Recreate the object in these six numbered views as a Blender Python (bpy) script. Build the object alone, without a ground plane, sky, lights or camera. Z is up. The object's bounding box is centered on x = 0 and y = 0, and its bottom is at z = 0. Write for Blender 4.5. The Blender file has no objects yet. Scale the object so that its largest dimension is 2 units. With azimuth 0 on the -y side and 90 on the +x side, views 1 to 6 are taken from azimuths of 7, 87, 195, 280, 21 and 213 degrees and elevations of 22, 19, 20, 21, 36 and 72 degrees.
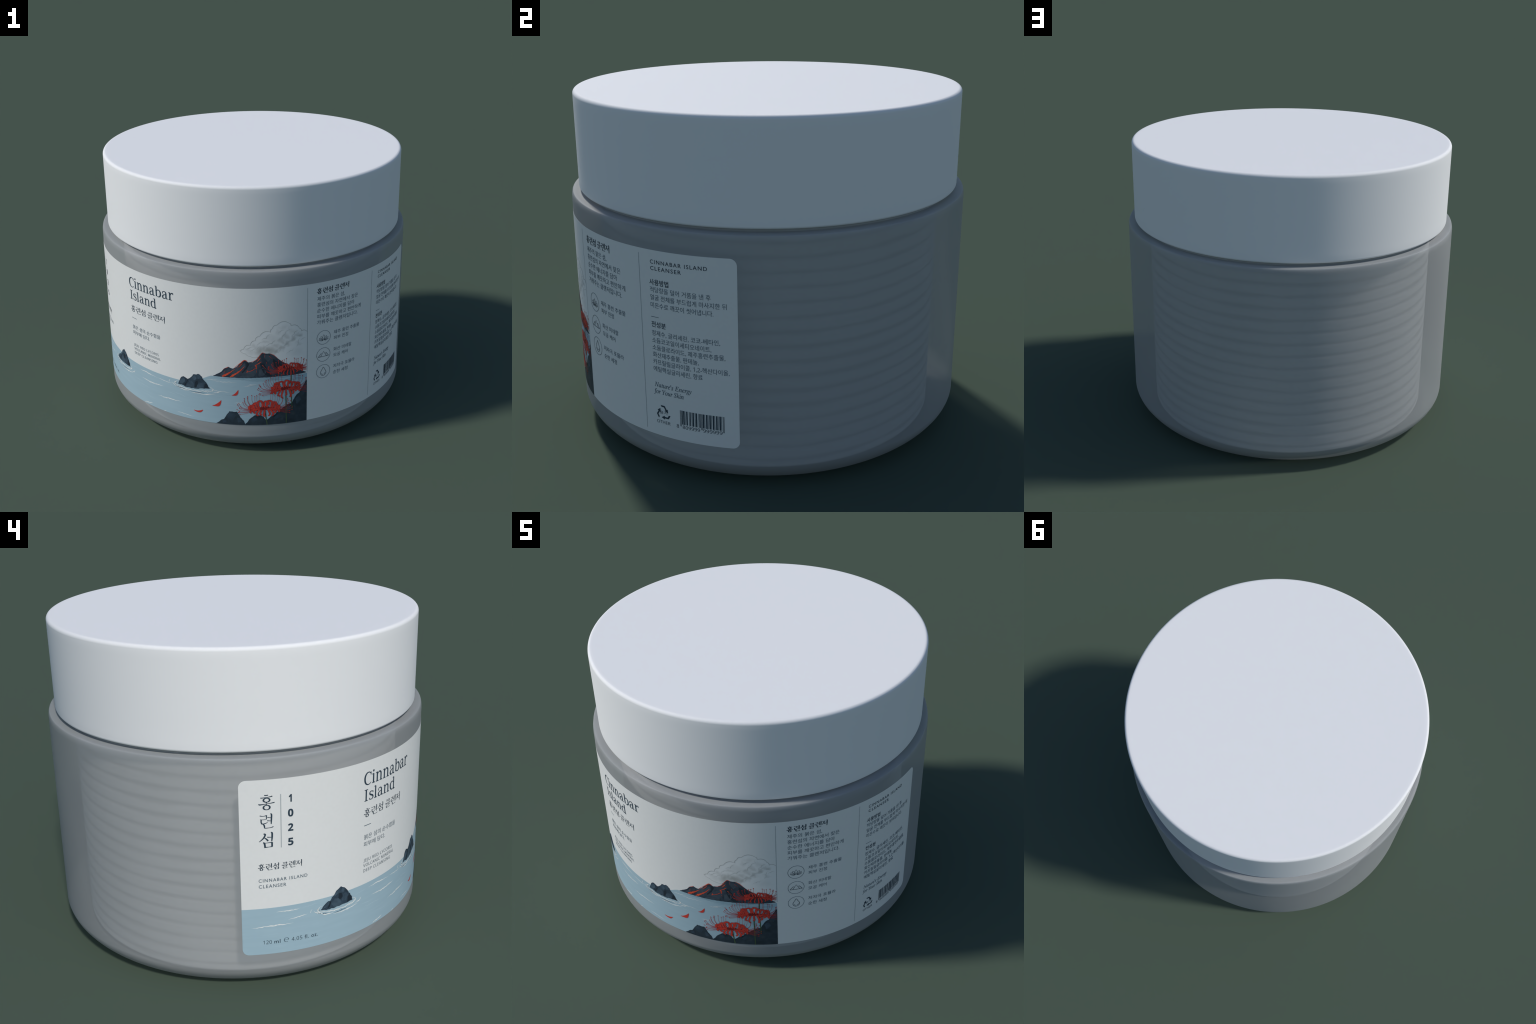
# A round cosmetic jar: white lid, frosted see-through shell, ribbed white inner
# vessel and a printed wrap-around label.  Label art is described in label
# coordinates: azimuth in degrees (0 = front, -y; 90 = +x) and height z in metres.
import bpy, bmesh, math, random
from mathutils import Vector
from mathutils.geometry import tessellate_polygon

rnd = random.Random(1025)
scene = bpy.context.scene
PI = math.pi

# ------------------------------------------------------------------ materials
def srgb(*c):
    return tuple((v / 255 / 12.92) if v / 255 <= 0.04045 else ((v / 255 + 0.055) / 1.055) ** 2.4 for v in c)

def principled(name, col, rough=0.5, spec=0.5):
    m = bpy.data.materials.new(name)
    m.use_nodes = True
    b = m.node_tree.nodes["Principled BSDF"]
    b.inputs["Base Color"].default_value = (*col, 1)
    b.inputs["Roughness"].default_value = rough
    b.inputs["Specular IOR Level"].default_value = spec
    return m

def add(nt, kind, **props):
    n = nt.nodes.new(kind)
    for k, v in props.items():
        setattr(n, k, v)
    return n

def mottled(name, stops, scale=20, detail=6, rough=0.55, spec=0.5, kind="noise", stretch=(1, 1, 1), bump=0.0):
    """Principled whose colour runs through `stops` [(pos, colour)] along a noise or Voronoi field."""
    m = principled(name, stops[0][1], rough, spec)
    nt = m.node_tree
    b = nt.nodes["Principled BSDF"]
    tc, mp = add(nt, "ShaderNodeTexCoord"), add(nt, "ShaderNodeMapping")
    mp.inputs["Scale"].default_value = stretch
    nt.links.new(tc.outputs["Object"], mp.inputs["Vector"])
    if kind == "noise":
        t = add(nt, "ShaderNodeTexNoise")
        t.inputs["Scale"].default_value, t.inputs["Detail"].default_value = scale, detail
        out = t.outputs[0]
    else:
        t = add(nt, "ShaderNodeTexVoronoi", feature="F1")
        t.inputs["Scale"].default_value = scale
        out = t.outputs["Distance"] if kind == "voronoi" else t.outputs["Color"]
    nt.links.new(mp.outputs[0], t.inputs["Vector"])
    ramp = add(nt, "ShaderNodeValToRGB")
    e = ramp.color_ramp.elements
    while len(e) < len(stops):
        e.new(0.5)
    for el, (p, c) in zip(e, stops):
        el.position, el.color = p, (*c, 1)
    nt.links.new(out, ramp.inputs[0])
    nt.links.new(ramp.outputs[0], b.inputs["Base Color"])
    return m

LID_WHITE = (0.842, 0.842, 0.842)
PAPER = (0.805, 0.806, 0.790)
INK = (0.026, 0.050, 0.076)
INK_SOFT = (0.075, 0.122, 0.162)
RULE_GREY = (0.24, 0.29, 0.32)

mat_lid = principled("lid_plastic", LID_WHITE, 0.72, 0.4)
mat_inner = principled("inner_vessel_plastic", (0.86, 0.86, 0.86), 0.6)
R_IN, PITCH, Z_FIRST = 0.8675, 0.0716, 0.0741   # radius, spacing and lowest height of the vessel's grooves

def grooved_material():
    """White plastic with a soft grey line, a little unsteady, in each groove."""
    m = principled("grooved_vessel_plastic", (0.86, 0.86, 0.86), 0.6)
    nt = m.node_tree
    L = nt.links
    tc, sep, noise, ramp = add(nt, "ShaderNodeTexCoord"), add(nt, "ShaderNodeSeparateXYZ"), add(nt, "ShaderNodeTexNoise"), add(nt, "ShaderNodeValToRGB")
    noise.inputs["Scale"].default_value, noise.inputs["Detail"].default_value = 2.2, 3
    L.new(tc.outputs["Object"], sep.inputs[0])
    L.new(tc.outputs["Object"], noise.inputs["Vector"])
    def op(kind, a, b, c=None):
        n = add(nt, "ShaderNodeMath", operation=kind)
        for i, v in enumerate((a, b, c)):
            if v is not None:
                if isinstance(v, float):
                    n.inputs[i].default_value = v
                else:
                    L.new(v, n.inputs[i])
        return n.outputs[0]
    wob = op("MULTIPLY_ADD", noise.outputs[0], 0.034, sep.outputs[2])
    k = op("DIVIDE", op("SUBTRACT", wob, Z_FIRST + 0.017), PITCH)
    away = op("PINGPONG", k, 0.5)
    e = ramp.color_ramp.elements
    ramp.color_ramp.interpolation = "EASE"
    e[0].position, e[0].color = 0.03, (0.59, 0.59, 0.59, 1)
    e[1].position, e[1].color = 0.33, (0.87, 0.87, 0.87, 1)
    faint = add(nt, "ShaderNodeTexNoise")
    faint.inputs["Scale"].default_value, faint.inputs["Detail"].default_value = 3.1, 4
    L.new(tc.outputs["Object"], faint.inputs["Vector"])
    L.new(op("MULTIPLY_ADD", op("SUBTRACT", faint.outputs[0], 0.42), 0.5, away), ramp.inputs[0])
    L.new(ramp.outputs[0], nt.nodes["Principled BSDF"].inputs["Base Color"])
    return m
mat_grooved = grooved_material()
mat_paper = mottled("label_paper", [(0.3, (0.790, 0.791, 0.775)), (0.7, PAPER)], scale=60, detail=8, rough=0.55)
mat_sea = mottled("sea_print", [(0.30, (0.350, 0.490, 0.565)), (0.5, (0.362, 0.503, 0.578)), (0.72, (0.375, 0.518, 0.592))],
                  scale=5, detail=8, stretch=(1, 1, 10))
mat_far = mottled("far_water_print", [(0.35, (0.20, 0.33, 0.41)), (0.62, (0.31, 0.45, 0.52))], scale=14, detail=8, stretch=(1, 1, 6))
mat_ink = principled("ink", INK, 0.5)
mat_ink_soft = principled("soft_ink", INK_SOFT, 0.5)
mat_rule = principled("rule_ink", RULE_GREY, 0.5)
mat_foam = principled("foam_print", (0.80, 0.81, 0.79), 0.55)
mat_foam_soft = principled("pale_wave_print", (0.46, 0.59, 0.65), 0.55)
mat_ripple = principled("dark_ripple_print", (0.07, 0.13, 0.18), 0.55)
mat_rock = mottled("rock_print", [(0.25, (0.018, 0.032, 0.050)), (0.5, (0.030, 0.054, 0.082)), (0.75, (0.050, 0.083, 0.116))], scale=26, detail=7)
mat_rock_lit = mottled("rock_face_print", [(0.3, (0.030, 0.054, 0.082)), (0.72, (0.068, 0.110, 0.150))], scale=30, detail=7)
mat_rock_dark = principled("rock_shadow_print", (0.012, 0.021, 0.034), 0.55)
mat_shore = mottled("foreground_rock_print", [(0.3, (0.012, 0.022, 0.034)), (0.55, (0.022, 0.038, 0.056)), (0.72, (0.040, 0.055, 0.068))], scale=24, detail=8)
mat_volcano = mottled("volcano_print", [(0.28, (0.016, 0.026, 0.042)), (0.5, (0.030, 0.046, 0.070)), (0.72, (0.065, 0.085, 0.110))], scale=18, detail=7, stretch=(1.2, 1.2, 0.6))
mat_slope = mottled("volcano_slope_print", [(0.3, (0.034, 0.051, 0.074)), (0.7, (0.072, 0.096, 0.124))], scale=24, detail=7)
mat_lava = mottled("lava_print", [(0.35, (0.55, 0.050, 0.024)), (0.6, (0.80, 0.110, 0.045))], scale=40, detail=5)
mat_petal = mottled("petal_print", [(0.3, (0.48, 0.028, 0.020)), (0.62, (0.70, 0.050, 0.032))], scale=38, detail=4)
mat_petal_dark = principled("petal_shadow_print", (0.20, 0.010, 0.011), 0.55)
mat_stamen = principled("stamen_print", (0.46, 0.032, 0.026), 0.55)
mat_fallen = principled("fallen_petal_print", (0.60, 0.045, 0.030), 0.55)
mat_stem = mottled("stem_print", [(0.3, (0.035, 0.065, 0.030)), (0.7, (0.075, 0.120, 0.055))], scale=40)
mat_cloud_line = principled("cloud_line_print", (0.36, 0.36, 0.34), 0.55)
mat_cloud_shade = mottled("cloud_shade_print", [(0.35, (0.52, 0.52, 0.50)), (0.65, (0.66, 0.66, 0.64))], scale=30, detail=8)

def smoke_material():
    """Paper white that darkens to warm grey in soft, ragged patches (label coordinates)."""
    m = principled("cloud_print", PAPER, 0.55)
    nt = m.node_tree
    L = nt.links
    tc, sep, noise = add(nt, "ShaderNodeTexCoord"), add(nt, "ShaderNodeSeparateXYZ"), add(nt, "ShaderNodeTexNoise")
    noise.inputs["Scale"].default_value, noise.inputs["Detail"].default_value = 22, 8
    L.new(tc.outputs["Object"], sep.inputs[0])
    L.new(tc.outputs["Object"], noise.inputs["Vector"])
    def math_node(op, a, b=None):
        n = add(nt, "ShaderNodeMath", operation=op)
        for i, v in enumerate((a, b)):
            if v is not None:
                if isinstance(v, (int, float)):
                    n.inputs[i].default_value = v
                else:
                    L.new(v, n.inputs[i])
        return n.outputs[0]
    az = math_node("MULTIPLY", math_node("ARCTAN2", sep.outputs[0], math_node("MULTIPLY", sep.outputs[1], -1)), 180 / PI)
    wob = math_node("SUBTRACT", noise.outputs[0], 0.5)
    az = math_node("ADD", az, math_node("MULTIPLY", wob, 4.5))
    up = math_node("ADD", sep.outputs[2], math_node("MULTIPLY", wob, -0.07))
    total = None
    for a0, z0, ra, rz, strength in SMOKE_SHADE:
        da = math_node("POWER", math_node("ABSOLUTE", math_node("DIVIDE", math_node("SUBTRACT", az, a0), ra)), 2)
        dz = math_node("POWER", math_node("ABSOLUTE", math_node("DIVIDE", math_node("SUBTRACT", up, z0), rz)), 2)
        g = math_node("MULTIPLY", math_node("POWER", math.e, math_node("MULTIPLY", math_node("ADD", da, dz), -1)), strength)
        total = g if total is None else math_node("MAXIMUM", total, g)
    ramp = add(nt, "ShaderNodeValToRGB")
    e = ramp.color_ramp.elements
    e.new(0.5)
    for el, (p, c) in zip(e, ((0.05, (0.82, 0.823, 0.812)), (0.38, (0.69, 0.693, 0.68)), (1.0, (0.46, 0.46, 0.44)))):
        el.position, el.color = p, (*c, 1)
    L.new(total, ramp.inputs[0])
    L.new(ramp.outputs[0], nt.nodes["Principled BSDF"].inputs["Base Color"])
    return m

SMOKE_SHADE = [(9.0, 0.708, 2.2, 0.030, 0.9), (11.5, 0.715, 2.6, 0.026, 1.0), (13.5, 0.712, 1.6, 0.020, 0.9), (15.6, 0.726, 1.4, 0.018, 0.8),
               (17.6, 0.752, 1.4, 0.018, 0.75), (19.8, 0.778, 1.4, 0.016, 0.75), (21.6, 0.802, 1.1, 0.014, 0.8), (13.6, 0.748, 1.6, 0.018, 0.55),
               (15.6, 0.775, 1.3, 0.018, 0.6), (17.2, 0.800, 1.0, 0.020, 0.5), (10.6, 0.770, 1.6, 0.012, 0.45), (7.0, 0.742, 1.3, 0.012, 0.4),
               (22.0, 0.735, 1.2, 0.012, 0.35), (5.0, 0.715, 1.2, 0.012, 0.3), (16.8, 0.855, 2.0, 0.020, 0.30), (12.5, 0.790, 2.6, 0.030, 0.28), (19.8, 0.825, 1.6, 0.022, 0.30), (21.0, 0.690, 3.0, 0.030, 0.22), (6.0, 0.700, 2.4, 0.020, 0.28), (14.5, 0.830, 1.2, 0.02, 0.28)]
mat_cloud = smoke_material()
mat_edge_shade = principled("label_edge_shade", (0.22, 0.23, 0.24), 0.8)  # dark grey on the label's rim paints in its thin contact shadow

# frosted shell: partly lets light straight through, so the ribbed vessel shows inside
SHELL_ALPHA, SHELL_COL = 0.66, (0.400, 0.416, 0.420)
mat_shell = principled("frosted_shell", SHELL_COL, 0.6, 0.4)
nt = mat_shell.node_tree
mix, tr = add(nt, "ShaderNodeMixShader"), add(nt, "ShaderNodeBsdfTransparent")
mix.inputs[0].default_value = SHELL_ALPHA
nt.links.new(tr.outputs[0], mix.inputs[1])
nt.links.new(nt.nodes["Principled BSDF"].outputs[0], mix.inputs[2])
nt.links.new(mix.outputs[0], nt.nodes["Material Output"].inputs["Surface"])

# ------------------------------------------------------------------ object helpers
def link(name, mesh, parent, mats):
    for m in (mats if isinstance(mats, (list, tuple)) else [mats]):
        mesh.materials.append(m)
    o = bpy.data.objects.new(name, mesh)
    scene.collection.objects.link(o)
    o.parent = parent
    return o

def lathe(name, profile, parent, mat, segs=256, sharp=35):
    """Turn a closed-at-the-axis (r, z) profile around z."""
    bm = bmesh.new()
    rings = []
    for r, z in profile:
        if r < 1e-6:
            rings.append([bm.verts.new((0, 0, z))])
        else:
            rings.append([bm.verts.new((r * math.sin(2 * PI * i / segs), -r * math.cos(2 * PI * i / segs), z)) for i in range(segs)])
    for a, b in zip(rings, rings[1:]):
        for i in range(segs):
            j = (i + 1) % segs
            if len(a) == 1:
                bm.faces.new((a[0], b[i], b[j]))
            elif len(b) == 1:
                bm.faces.new((a[i], b[0], a[j]))
            else:
                bm.faces.new((a[i], b[i], b[j], a[j]))
    bmesh.ops.recalc_face_normals(bm, faces=bm.faces)
    me = bpy.data.meshes.new(name)
    bm.to_mesh(me)
    bm.free()
    me.polygons.foreach_set("use_smooth", [True] * len(me.polygons))
    me.set_sharp_from_angle(angle=math.radians(sharp))
    return link(name, me, parent, mat)

def arc(cr, cz, rr, rz, a0, a1, n):
    return [(cr + rr * math.cos(math.radians(a0 + (a1 - a0) * i / n)), cz + rz * math.sin(math.radians(a0 + (a1 - a0) * i / n))) for i in range(n + 1)]

# ------------------------------------------------------------------ the jar
jar = bpy.data.objects.new("cosmetic_jar", None)
scene.collection.objects.link(jar)
jar["label"] = "round cosmetic jar, white lid, frosted shell, printed island label"
jar["category"] = "cosmetic jar"

R_LID, Z_LID, H = 0.9591, 1.2300, 1.7067
lid_profile = [(0, H), (R_LID - 0.03, H)]
lid_profile += arc(R_LID - 0.018, H - 0.018, 0.018, 0.018, 90, 0, 7)
lid_profile += [(R_LID, H - 0.05), (R_LID, Z_LID + 0.05)]
lid_profile += arc(R_LID - 0.0115, Z_LID + 0.013, 0.0115, 0.013, 0, -90, 5)
lid_profile += [(0.9485, Z_LID), (0.9480, Z_LID + 0.003), (0.940, 1.60), (0, 1.605)]
lathe("lid", lid_profile, jar, mat_lid)

R_BODY, Z_TOP, Z_BEND, R_FOOT = 0.9980, 1.2136, 0.130, 0.850
def flare(z):
    """The wall widens by a hair towards the heel."""
    return (0.66 - z) * 0.0018
shell = [(0, 1.31), (0.920, 1.31), (0.926, 1.305), (0.9300, Z_TOP + 0.03), (0.9300, Z_TOP + 0.001), (0.9310, Z_TOP), (0.975, Z_TOP)]
shell += arc(0.9900, Z_TOP - 0.0345, R_BODY - 0.9900, 0.0345, 90, 0, 8)
shell += [(R_BODY, 1.15), (R_BODY, 0.30), (R_BODY, 0.18)]
for k in range(17):                                     # heel: a flattened quarter curve
    c, sn = math.cos(PI / 2 * k / 16), math.sin(PI / 2 * k / 16)
    shell.append((R_FOOT + (R_BODY - R_FOOT) * max(c, 0) ** 1.22, Z_BEND - Z_BEND * sn ** 1.22))
shell += [(R_FOOT - 0.05, 0), (0, 0)]
shell = [(r + flare(z) if r > 0.98 else r, z) for r, z in shell]
lathe("outer_shell", shell, jar, mat_shell, sharp=50)

# inner vessel: a cylinder of fifteen stacked bulges parted by fine grooves
inner = [(0, 0.026), (0.80, 0.026)] + arc(R_IN - 0.028, 0.026 + 0.022, 0.028, 0.022, -90, -8, 5)
z = 0.060
while z < 1.115:
    k = (z - Z_FIRST) / PITCH
    d = (k - round(k)) * PITCH
    live = 1 if -0.3 < k < 14.4 else 0
    inner.append((R_IN - live * 0.0020 * math.exp(-(d / 0.0125) ** 2), z))
    z += PITCH / 14
inner += [(R_IN, 1.13), (R_IN, 1.213)]
inner += [(0, 1.2135)]
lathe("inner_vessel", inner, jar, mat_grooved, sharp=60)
lathe("neck", [(0, 1.58), (0.85, 1.58), (0.86, 1.57), (0.86, 1.3115), (0, 1.3112)], jar, mat_inner)

# ------------------------------------------------------------------ the label sheet
R_LAB = 0.9990
TH_L, TH_R, Z_LO, Z_HI, CORNER = -79.25, 79.35, 0.2088, 1.1128, 0.033
D2S = PI / 180 * R_LAB          # degrees of azimuth -> metres along the label

def sheet_outline(s0, s1, z0, z1, r, n=8, corners=(1, 1, 1, 1)):
    """Rounded rectangle, counter-clockwise from the lower left; corners LL, LR, UR, UL."""
    out = []
    for k, (cx, cz, a) in enumerate(((s0, z0, 180), (s1, z0, 270), (s1, z1, 0), (s0, z1, 90))):
        if corners[k]:
            ox, oz = (r if cx == s0 else -r), (r if cz == z0 else -r)
            out += [(cx + ox + r * math.cos(math.radians(a + 90 * i / n)), cz + oz + r * math.sin(math.radians(a + 90 * i / n))) for i in range(n + 1)]
        else:
            out.append((cx, cz))
    return out

def wrap(v, radius):
    t = v[0] / R_LAB
    radius += flare(v[1])
    return (radius * math.sin(t), -radius * math.cos(t), v[1])

def cut_columns(bm, step=math.radians(1.25) * R_LAB):
    """Split flat label faces along upright lines so that they bend round the jar."""
    if not bm.verts:
        return
    xs = [v.co.x for v in bm.verts]
    k = math.floor(min(xs) / step) + 1
    while k * step < max(xs) - 1e-6:
        x = k * step
        near = [f for f in bm.faces if min(v.co.x for v in f.verts) < x < max(v.co.x for v in f.verts)]
        if near:
            geom = list({e for f in near for e in f.edges} | {v for f in near for v in f.verts}) + near
            bmesh.ops.bisect_plane(bm, geom=geom, plane_co=(x, 0, 0), plane_no=(1, 0, 0), dist=1e-7)
        k += 1

class Print:
    """Flat shapes in label coordinates (azimuth deg, z), later wrapped on the jar."""
    def __init__(self, name, lift, parent):
        self.bm, self.name, self.lift, self.parent, self.mats = bmesh.new(), name, lift, parent, []
        self.step_lift = {}
    def slot(self, mat):
        if mat not in self.mats:
            self.mats.append(mat)
        return self.mats.index(mat)
    def fill(self, pts, mat, extra=0.0):
        p = [(a * D2S, z) for a, z in pts]
        vs = [self.bm.verts.new((x, y, extra)) for x, y in p]
        i = self.slot(mat)
        for t in tessellate_polygon([[Vector((x, y, 0)) for x, y in p]]):
            try:
                self.bm.faces.new([vs[k] for k in t]).material_index = i
            except ValueError:
                pass
    def ribbon(self, pts, widths, mat, closed=False, extra=0.0):
        """Brush stroke along pts; widths in metres, one number or one per point."""
        p = [(a * D2S, z) for a, z in pts]
        n = len(p)
        w = [widths] * n if isinstance(widths, (int, float)) else list(widths)
        i, left, right = self.slot(mat), [], []
        for k in range(n):
            a, b = (p[(k - 1) % n], p[(k + 1) % n]) if closed else (p[max(k - 1, 0)], p[min(k + 1, n - 1)])
            dx, dz = b[0] - a[0], b[1] - a[1]
            L = math.hypot(dx, dz) or 1
            nx, nz = -dz / L * w[k] / 2, dx / L * w[k] / 2
            left.append(self.bm.verts.new((p[k][0] + nx, p[k][1] + nz, extra)))
            right.append(self.bm.verts.new((p[k][0] - nx, p[k][1] - nz, extra)))
        for k in range(n if closed else n - 1):
            j = (k + 1) % n
            self.bm.faces.new((left[k], right[k], right[j], left[j])).material_index = i
    def dot(self, a, z, r, mat, n=10):
        self.fill([(a + r * math.cos(2 * PI * k / n) / D2S, z + r * math.sin(2 * PI * k / n)) for k in range(n)], mat)
    def done(self, stuff=False):
        cut_columns(self.bm)
        for v in self.bm.verts:
            v.co = wrap((v.co.x, v.co.y), R_LAB + self.lift + v.co.z)
        for f in self.bm.faces:
            f.normal_update()
            c = f.calc_center_median()
            if f.normal.x * c.x + f.normal.y * c.y < 0:
                f.normal_flip()
            f.smooth = True
        me = bpy.data.meshes.new(self.name)
        self.bm.to_mesh(me)
        self.bm.free()
        o = link(self.name, me, self.parent, self.mats)
        if stuff:
            o["kind"] = "stuff"
        return o

def spline(pts, n=8, closed=False):
    """Catmull-Rom through label points."""
    out, m = [], len(pts)
    for i in range(m if closed else m - 1):
        g = (lambda k: pts[k % m]) if closed else (lambda k: pts[min(max(k, 0), m - 1)])
        p0, p1, p2, p3 = g(i - 1), g(i), g(i + 1), g(i + 2)
        for k in range(n):
            t = k / n
            out.append(tuple(0.5 * (2 * b + (c - a) * t + (2 * a - 5 * b + 4 * c - d) * t * t + (3 * b - a - 3 * c + d) * t ** 3) for a, b, c, d in zip(p0, p1, p2, p3)))
    if not closed:
        out.append(tuple(pts[-1]))
    return out

def rough(pts, amp, step=0.006, seed=0):
    """Break straight edges of an outline into small jagged ones."""
    r, out = random.Random(seed), []
    for (a0, z0), (a1, z1) in zip(pts, pts[1:]):
        L = math.hypot((a1 - a0) * D2S, z1 - z0)
        n = max(1, int(L / step))
        for k in range(n):
            t = k / n
            j = amp if k else 0
            out.append((a0 + (a1 - a0) * t + r.uniform(-j, j) / D2S, z0 + (z1 - z0) * t + r.uniform(-j, j)))
    out.append(pts[-1])
    return out

# the sheet itself: a thin solid with rounded corners
bm = bmesh.new()
outline = sheet_outline(TH_L * D2S, TH_R * D2S, Z_LO, Z_HI, CORNER)
face = bm.faces.new([bm.verts.new((x, z, 0)) for x, z in outline])
cut_columns(bm)
flat = [(f, [tuple(v.co) for v in f.verts]) for f in bm.faces]
back = {}
border = [e for e in bm.edges if len(e.link_faces) == 1]
for v in list(bm.verts):
    back[v] = bm.verts.new(v.co)
for f, _ in flat:
    bm.faces.new([back[v] for v in reversed(f.verts)])
for e in border:
    a, b = e.verts
    bm.faces.new((a, b, back[b], back[a])).material_index = 1
for v, w in back.items():
    x, z = v.co.x, v.co.y
    v.co, w.co = wrap((x, z), R_LAB), wrap((x, z), R_BODY - 0.0006)
bmesh.ops.recalc_face_normals(bm, faces=bm.faces)
me = bpy.data.meshes.new("label")
bm.to_mesh(me)
bm.free()
me.polygons.foreach_set("use_smooth", [True] * len(me.polygons))
me.set_sharp_from_angle(angle=math.radians(40))
label = link("label", me, jar, [mat_paper, mat_edge_shade])

# lifts of the printed layers above the sheet (metres)
L1, L2, L3, L4, L5, L6, L7, L8 = (0.00025 * k for k in range(1, 9))

# ------------------------------------------------------------------ lettering
QUEUE = []
def text_object(body, weight=0.0, spacing=1.0):
    cu = bpy.data.curves.new("text", "FONT")
    cu.body, cu.size, cu.offset, cu.space_character, cu.resolution_u = body, 1.0, weight, spacing, 3
    o = bpy.data.objects.new("text", cu)
    scene.collection.objects.link(o)
    return o

def lettering(name, body, mat, th0, th1, base, size, weight=0.0, lift=L3, spacing=1.0):
    """Text from the built-in font, its ink fitted between azimuths th0..th1, standing on `base`.
    size is the height of a capital (Latin) or of a full syllable (Hangul)."""
    QUEUE.append((text_object(body, weight, spacing), name, body, mat, th0, th1, base, size, lift))

def set_lettering():
    """Turn every queued text into a mesh, fit it and wrap it round the label."""
    probes = [text_object("H"), text_object("\uc12c"), text_object("\U0001D7EC")]
    graph = bpy.context.evaluated_depsgraph_get()
    heights = []
    for o in probes:
        me = bpy.data.meshes.new_from_object(o.evaluated_get(graph))
        ys = [v.co.y for v in me.vertices]
        heights.append((min(ys), max(ys)))
        bpy.data.meshes.remove(me)
    made = [bpy.data.meshes.new_from_object(q[0].evaluated_get(graph)) for q in QUEUE]
    for o in probes + [q[0] for q in QUEUE]:
        cu = o.data
        bpy.data.objects.remove(o)
        bpy.data.curves.remove(cu)
    for src, (_, name, body, mat, th0, th1, base, size, lift) in zip(made, QUEUE):
        bm = bmesh.new()
        bm.from_mesh(src)
        bpy.data.meshes.remove(src)
        first = [c for c in body if not c.isspace()][0]
        low, high = heights[1] if any(0xAC00 <= ord(c) < 0xD7A4 for c in body) else (0.0, heights[2][1] if ord(first) >= 0x1D5A0 else heights[0][1])
        xs = [v.co.x for v in bm.verts]
        x0, x1 = min(xs), max(xs)
        kx, ky = (th1 - th0) * D2S / (x1 - x0), size / (high - low)
        for v in bm.verts:
            v.co = ((v.co.x - x0) * kx + th0 * D2S, (v.co.y - low) * ky + base, 0)
        cut_columns(bm)
        for v in bm.verts:
            v.co = wrap((v.co.x, v.co.y), R_LAB + lift)
        bmesh.ops.remove_doubles(bm, verts=bm.verts, dist=1e-6)
        for f in bm.faces:
            f.normal_update()
            c = f.calc_center_median()
            if f.normal.x * c.x + f.normal.y * c.y < 0:
                f.normal_flip()
        me = bpy.data.meshes.new(name)
        bm.to_mesh(me)
        bm.free()
        link(name, me, label, mat)

def sans_digits(text, bold=False):
    return "".join(chr((0x1D7EC if bold else 0x1D7E2) + int(c)) if c.isdigit() else c for c in text)

def sans_caps(text):
    return "".join(chr(0x1D5A0 + ord(c) - 65) if c.isupper() else c for c in text)

def serif_italic(text):
    def g(c):
        if c == "h":
            return "\u210e"
        return chr(0x1D434 + ord(c) - 65) if c.isupper() else chr(0x1D44E + ord(c) - 97) if c.islower() else c
    return "".join(map(g, text))

# --- left panel
for k, (d, a0, a1) in enumerate((("1", -66.12, -65.27), ("0", -66.36, -64.86), ("2", -66.38, -64.90), ("5", -66.36, -64.88))):
    lettering("digit_lettering", sans_digits(d, True), mat_ink, a0, a1, 0.9948 - 0.0724 * k, 0.0368, 0.016)
lettering("brand_lettering", "CINNABAR ISLAND", mat_ink_soft, -74.47, -60.95, 0.6000, 0.0163, 0.008, spacing=1.25)
lettering("brand_lettering", "CLEANSER", mat_ink_soft, -74.47, -66.95, 0.5690, 0.0170, 0.008, spacing=1.25)
lettering("volume_lettering", sans_digits("120"), mat_ink, -73.55, -71.15, 0.2646, 0.0205, 0.0, spacing=1.1)
lettering("volume_lettering", "ml", mat_ink, -70.45, -68.75, 0.2643, 0.0205, 0.008, spacing=1.1)
lettering("volume_lettering", sans_digits("4.05"), mat_ink, -65.55, -62.45, 0.2646, 0.0205, 0.0, spacing=1.1)
lettering("volume_lettering", "fl. oz.", mat_ink, -61.75, -57.75, 0.2643, 0.0205, 0.008, spacing=1.15)

# --- front panel
lettering("line_lettering", "붉은 섬의 순수함을", mat_ink_soft, -42.40, -28.10, 0.7065, 0.0265, 0.0)
lettering("line_lettering", "피부에 담다.", mat_ink_soft, -42.48, -33.25, 0.6680, 0.0265, 0.0)
lettering("line_lettering", sans_caps("JEJU RED LYCORIS"), mat_ink_soft, -42.40, -29.30, 0.5862, 0.0170, 0.0, spacing=1.12)
lettering("line_lettering", sans_caps("VOLCANIC MINERAL"), mat_ink_soft, -42.40, -28.55, 0.5583, 0.0170, 0.0, spacing=1.12)
lettering("line_lettering", sans_caps("DEEP CLEANSING"), mat_ink_soft, -42.35, -30.20, 0.5300, 0.0170, 0.0, spacing=1.12)

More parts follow.
